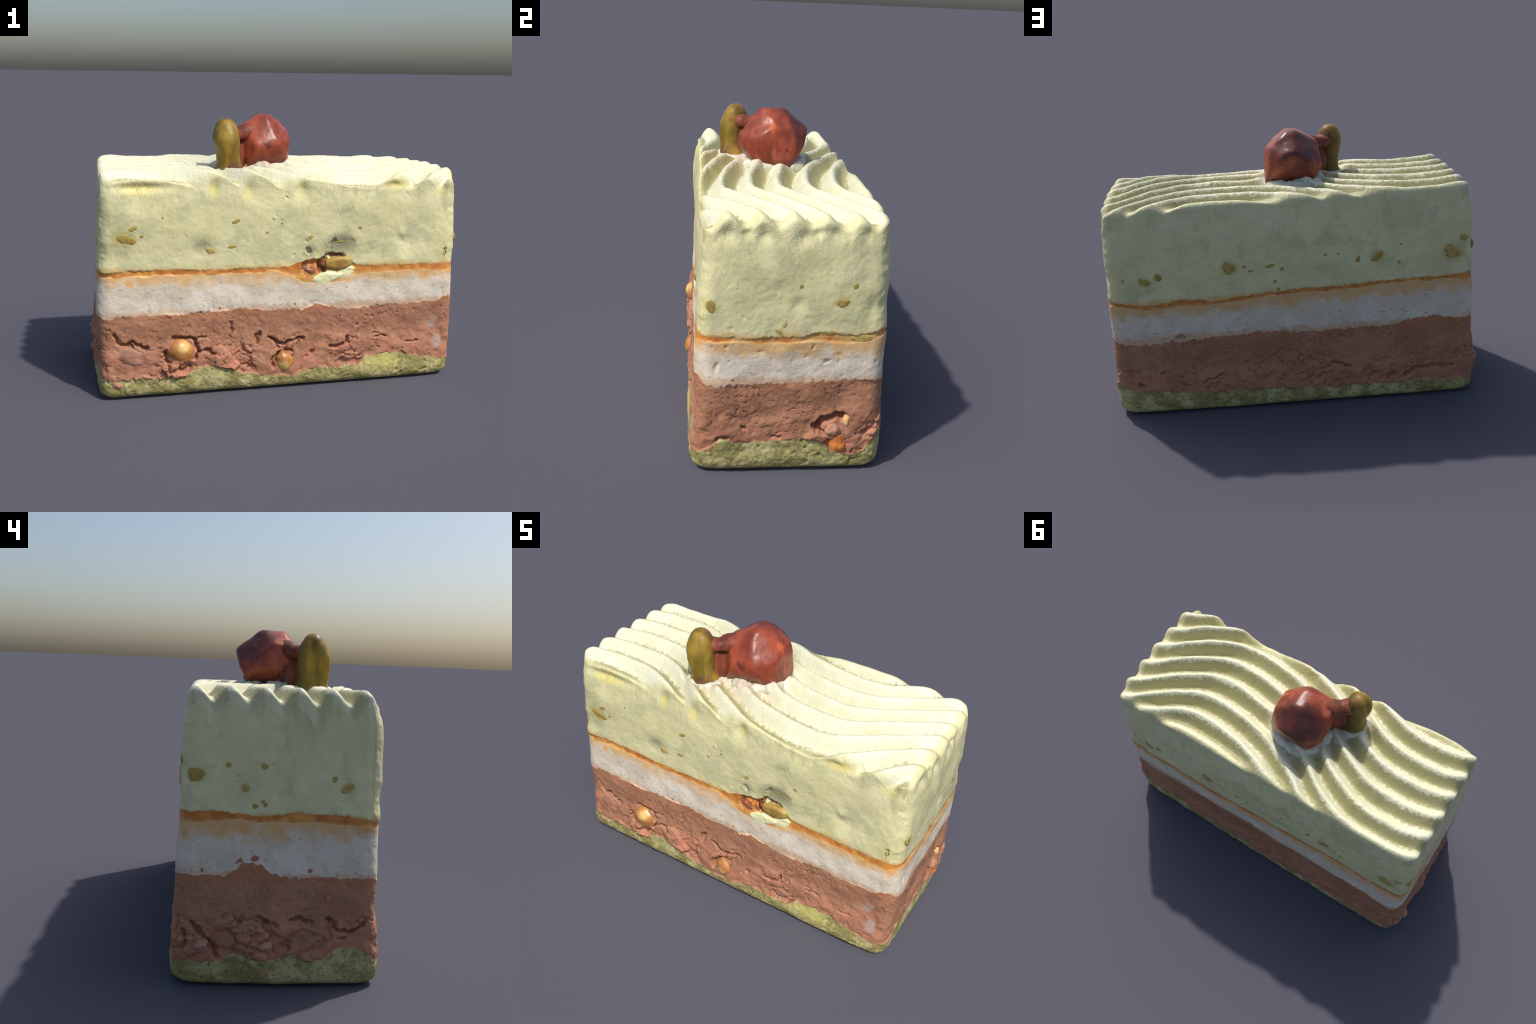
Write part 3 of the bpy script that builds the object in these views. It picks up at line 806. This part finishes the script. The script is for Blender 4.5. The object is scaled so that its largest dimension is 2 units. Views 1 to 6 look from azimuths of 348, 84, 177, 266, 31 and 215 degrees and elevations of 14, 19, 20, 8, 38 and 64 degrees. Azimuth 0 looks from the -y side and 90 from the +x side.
def lump(name, face, u, z, size, turn, sink, mat, seed, parent, rough=.06, planes=None, power=6):
    """A piece of nut or mousse set into a face: rounded, uneven, its own mesh in place."""
    r = faceted(SV, planes, power) if planes else 1.0
    v = SV * (np.ones(len(SV)) * r)[:, None]
    v = v * (1 + rough * fbm(v, 1.6, seed, 3))[:, None] * np.array(size)
    M = np.array(Matrix.Translation(on_face(face, u, z) - OUT[face] * sink) @ frame(face, turn))
    w = v @ M[:3, :3].T + M[:3, 3]
    return link(name, mesh_from(name, w, SF), parent, mat)

nut = mat_nut("roasted_nut", (.33, .125, .03), (.52, .235, .06), (.72, .43, .13))
pale_nut = mat_nut("pale_nut", (.55, .25, .10), (.70, .43, .20), (.80, .58, .28))
orange_nut = mat_nut("orange_nut", (.52, .15, .05), (.78, .26, .06), (.80, .42, .16))
coated = mat_nut("coated_nut", (.36, .17, .105), (.48, .235, .155), (.58, .33, .21), 0.62)
choc = parts['choc']
lump("hazelnut_piece", 'front', -.552, .245, (.078, .064, .048), -20, .030, mat_amber('roasted_hazelnut', (-.535, -.44, .272), .052), 101, choc, .14)
lump("hazelnut_piece", 'front', .004, .150, (.048, .056, .04), 15, .014, mat_amber('split_hazelnut', (-.004, -.44, .13), .048), 102, choc, .18)
lump("hazelnut_piece", 'front', -.79, .225, (.095, .052, .035), -12, .024, coated, 103, choc, .18)
lump("hazelnut_piece", 'front', .372, .150, (.040, .026, .03), 5, .016, coated, 104, choc, .18)
lump("hazelnut_piece", 'front', -.872, .083, (.040, .026, .03), -20, .023, coated, 105, parts['crust'], .25)
lump("hazelnut_piece", 'right', .225, .150, (.046, .058, .045), 10, .020, orange_nut, 106, choc, .25)
lump("hazelnut_piece", 'right', .258, .245, (.018, .040, .025), -15, .018, pale_nut, 107, choc, .25)
lump("hazelnut_piece", 'right', .198, .205, (.036, .036, .035), 0, .016, coated, 108, choc, .25)
lump("hazelnut_piece", 'left', .05, .17, (.04, .022, .025), 5, .016, coated, 109, choc, .25)
lump("hazelnut_piece", 'left', .30, .175, (.03, .03, .03), 20, .016, coated, 110, choc, .25)

# the torn spot on the front: a pistachio half, mousse smeared over the sponge, a clot of jam, dark brown lumps at the pits
kernel_cut = mat_nut("pistachio_cut", (.27, .17, .035), (.42, .26, .06), (.50, .38, .12))
smear = mat_nut("mousse_smear", (.76, .74, .42), (.80, .78, .44), (.78, .80, .50))
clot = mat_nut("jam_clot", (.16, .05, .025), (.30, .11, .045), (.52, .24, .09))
mou = parts['mousse']
lump("pistachio_half", 'front', .300, .674, (.076, .033, .030), 3, .006, kernel_cut, 120, mou, .10, [((1, 0, 0), 1), ((-1, 0, 0), 1), ((0, 1, 0), 1), ((0, -1, 0), 1), ((0, 0, 1), .8), ((0, 0, -1), 1)], 5)
for k, (u, z, a, b, t) in enumerate([(.205, .588, .060, .040, 10), (.255, .596, .070, .036, 14), (.325, .614, .070, .036, 14), (.342, .632, .045, .030, 20)]):
    lump("mousse_smear", 'front', u, z, (a, b, .012), t, .007, smear, 121 + k, mou, .40)
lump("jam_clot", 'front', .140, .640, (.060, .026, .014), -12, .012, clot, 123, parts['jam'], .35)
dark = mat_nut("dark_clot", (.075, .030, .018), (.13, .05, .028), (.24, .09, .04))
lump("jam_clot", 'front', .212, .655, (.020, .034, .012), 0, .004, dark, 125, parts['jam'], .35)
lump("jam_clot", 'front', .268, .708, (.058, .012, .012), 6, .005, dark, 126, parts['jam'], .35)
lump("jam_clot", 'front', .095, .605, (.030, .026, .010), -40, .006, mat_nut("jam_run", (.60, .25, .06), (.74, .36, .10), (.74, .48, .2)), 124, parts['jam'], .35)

# crumbs of chocolate caught in the sponge and of biscuit in the chocolate
crumb_me = [mesh_from("chocolate_crumb", SV * faceted(SV, [(rng.normal(size=3), rng.uniform(.7, 1)) for _ in range(12)], 8)[:, None], SF) for _ in range(2)]
for m in crumb_me:
    m.materials.append(NAMES['choc'][1])
for k, (face, u, z, s) in enumerate([('left', .10, .515, .024), ('left', .155, .512, .017), ('left', -.12, .472, .014), ('left', -.30, .466, .014), ('left', .30, .470, .010),
                                     ('front', .06, .462, .012), ('front', -.34, .462, .009), ('right', -.24, .452, .011), ('right', .10, .452, .009), ('back', -.70, .49, .008)]):
    ob = bpy.data.objects.new("chocolate_crumb", crumb_me[k % 2])
    bpy.context.scene.collection.objects.link(ob)
    ob.parent = choc
    ob.matrix_world = Matrix.Translation(on_face(face, u, z) - OUT[face] * s * .6) @ frame(face, 13 * k) @ Matrix.Diagonal((s * 1.3, s, s * .8, 1))

# ------------------------------------------------------------- the decoration
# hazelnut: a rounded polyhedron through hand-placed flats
c = np.array([-.045, -.005, 1.285])
flats = [((.55, -.55, .6), .136), ((-.2, -.75, .65), .146), ((0, -.05, 1), .150), ((.62, 0, .8), .138), ((-.53, 0, .85), .142), ((0, .625, .78), .150), ((-.6, .5, .6), .132), ((.5, .6, .6), .152), ((0, -.85, .5), .150), ((1, .1, .1), .142), ((-1, 0, .1), .150),
         ((0, 1, -.25), .152), ((.15, -1, -.12), .170), ((.7, -.7, 0), .162), ((-.7, .7, 0), .168), ((.7, .7, .1), .158), ((-.75, -.65, .1), .165), ((0, 0, -1), .145), ((.95, -.3, -.12), .155), ((.8, -.1, -.6), .20),
         ((.1, .85, -.55), .148), ((-.8, 0, -.6), .152), ((.2, -.8, -.6), .162)]
r = faceted(LV, flats, 34, .25)
v = LV * r[:, None]
v = v * (1 + .035 * noise(v, 7, 134) + .024 * fbm(v, 14, 131, 3) + .006 * fbm(v, 30, 132, 2))[:, None] + c
# the scar on its side and a pinch near the crown
d = np.linalg.norm(v - np.array([.075, -.05, 1.375]), axis=1)
v = v - np.array([.6, 0, .4]) * (.012 * np.exp(-(d / .03) ** 2))[:, None]
d = np.linalg.norm(v - np.array([.058, -.02, 1.405]), axis=1)
v = v + np.array([.7, 0, .7]) * (.014 * np.exp(-(d / .025) ** 2))[:, None]
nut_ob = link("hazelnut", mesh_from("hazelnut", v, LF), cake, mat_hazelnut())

# pistachio: an upright kernel, flared at its foot
def column(name, stations, mat, parent, seed, rough=.03, n=64):
    """Loft of ellipses: (z, x, y, half x, half y) from foot to crown, closed at both ends."""
    st = np.array(stations)
    zs = np.linspace(0, 1, 70)
    t = np.linspace(0, 1, len(st))
    cols = [smooth_track(list(zip(t, st[:, k])))(zs) for k in range(5)]
    a = np.linspace(0, 2 * np.pi, n, endpoint=False)
    z, x, y, hx, hy = [q[:, None] for q in cols]
    V = np.stack([x + hx * np.cos(a), y + hy * np.sin(a), z + 0 * a], -1)
    ctr = np.stack([x + 0 * a, y + 0 * a, z + 0 * a], -1)
    V = ctr + (V - ctr) * (1 + rough * fbm(V, 14, seed, 3))[..., None]
    V = V.reshape(-1, 3)
    ids = np.arange(len(V)).reshape(len(zs), n)
    q = np.concatenate([strip(ids[k], ids[k + 1]) for k in range(len(zs) - 1)])
    return link(name, mesh_from(name, V, q), parent, mat)

column("pistachio_kernel", [(1.10, -.258, -.180, .092, .100), (1.145, -.258, -.182, .080, .092), (1.18, -.258, -.185, .067, .082), (1.22, -.262, -.189, .063, .080), (1.26, -.267, -.191, .065, .080), (1.30, -.272, -.191, .070, .078),
                            (1.335, -.275, -.189, .069, .071), (1.365, -.276, -.187, .063, .061), (1.39, -.276, -.185, .052, .047), (1.408, -.276, -.183, .036, .032), (1.417, -.276, -.182, .018, .016), (1.419, -.276, -.182, .001, .001)],
       mat_pistachio(), cake, 141, .10)
# a low bridge of syrup that set between the two nuts, with a thin curtain under it
glaze = mat_glaze()
def web(name, stations, heading, mat, parent, seed):
    """Horizontal loft: (distance along, x, y, z, half thickness, half height)."""
    st = np.array(stations)
    t = np.linspace(0, 1, len(st))
    ts = np.linspace(0, 1, 44)
    cols = [smooth_track(list(zip(t, st[:, k])))(ts)[:, None] for k in range(5)]
    a = np.linspace(0, 2 * np.pi, 40, endpoint=False)
    x, y, z, ht, hh = cols
    ca, sa = np.cos(a), np.sin(a)
    V = np.stack([x - math.sin(heading) * ht * ca, y + math.cos(heading) * ht * ca, z + hh * sa], -1)
    V = (V + .004 * np.stack([noise(V, 22, seed), noise(V, 22, seed + 1), noise(V, 22, seed + 2)], -1)).reshape(-1, 3)
    ids = np.arange(len(V)).reshape(len(ts), len(a))
    return link(name, mesh_from(name, V, np.concatenate([strip(ids[k], ids[k + 1])[:, ::-1] for k in range(len(ts) - 1)])), parent, mat)

way = math.atan2(.115, .13)
web("syrup_glaze", [(-.275, -.185, 1.335, .050, .042), (-.235, -.150, 1.335, .050, .038), (-.206, -.125, 1.332, .042, .033), (-.178, -.102, 1.336, .052, .042), (-.135, -.070, 1.345, .055, .048)], way, glaze, cake, 142)
web("syrup_curtain", [(-.27, -.18, 1.19, .050, .095), (-.225, -.142, 1.20, .038, .108), (-.20, -.120, 1.192, .030, .104), (-.175, -.098, 1.20, .038, .108), (-.135, -.065, 1.19, .050, .095)], way, glaze, cake, 152)

# ragged cream squeezed up in a collar round the foot of each nut
def mat_collar():
    n = Nodes("pressed_cream", 0.55, 0.3)
    c = n.mix(n.ramp(n.noise(24, 4, .65), .4, .6), (.60, .60, .47), (.72, .70, .56))
    c = n.mix(n.math('MULTIPLY', n.ramp(n.noise(15, 3), .56, .68), .6), c, (.66, .46, .37))
    c = n.mix(n.ramp(n.noise(34, 3, .6), .64, .72), c, (.30, .24, .17))
    return n.finish(c, n.noise(60, 4, .6), .4, .008)
collar_mat = mat_collar()
def collar(centre, radii, tube, seed):
    u, w = np.meshgrid(np.linspace(0, 2 * np.pi, 150, endpoint=False), np.linspace(0, 2 * np.pi, 26, endpoint=False), indexing='ij')
    ring_p = np.stack([radii[0] * np.cos(u), radii[1] * np.sin(u), 0 * u], -1) + np.array(centre)
    t = tube * (1 + .55 * noise(ring_p, 13, seed) + .25 * noise(ring_p, 40, seed + 1))
    V = ring_p + np.stack([t * np.cos(w) * np.cos(u) * 1.15, t * np.cos(w) * np.sin(u) * 1.15, t * np.sin(w) * .95], -1)
    V = V + .010 * np.stack([fbm(V, 30, seed + k, 2) for k in (2, 3, 4)], -1)
    ids = np.arange(u.size).reshape(u.shape)
    q = np.concatenate([strip(ids[k], ids[(k + 1) % len(ids)])[:, ::-1] for k in range(len(ids))])
    link("cream_collar", mesh_from("cream_collar", V.reshape(-1, 3), q), parts['cream'], collar_mat)
collar((-.045, -.005, 1.150), (.130, .132), .036, 161)
collar((-.258, -.184, 1.140), (.070, .082), .022, 171)
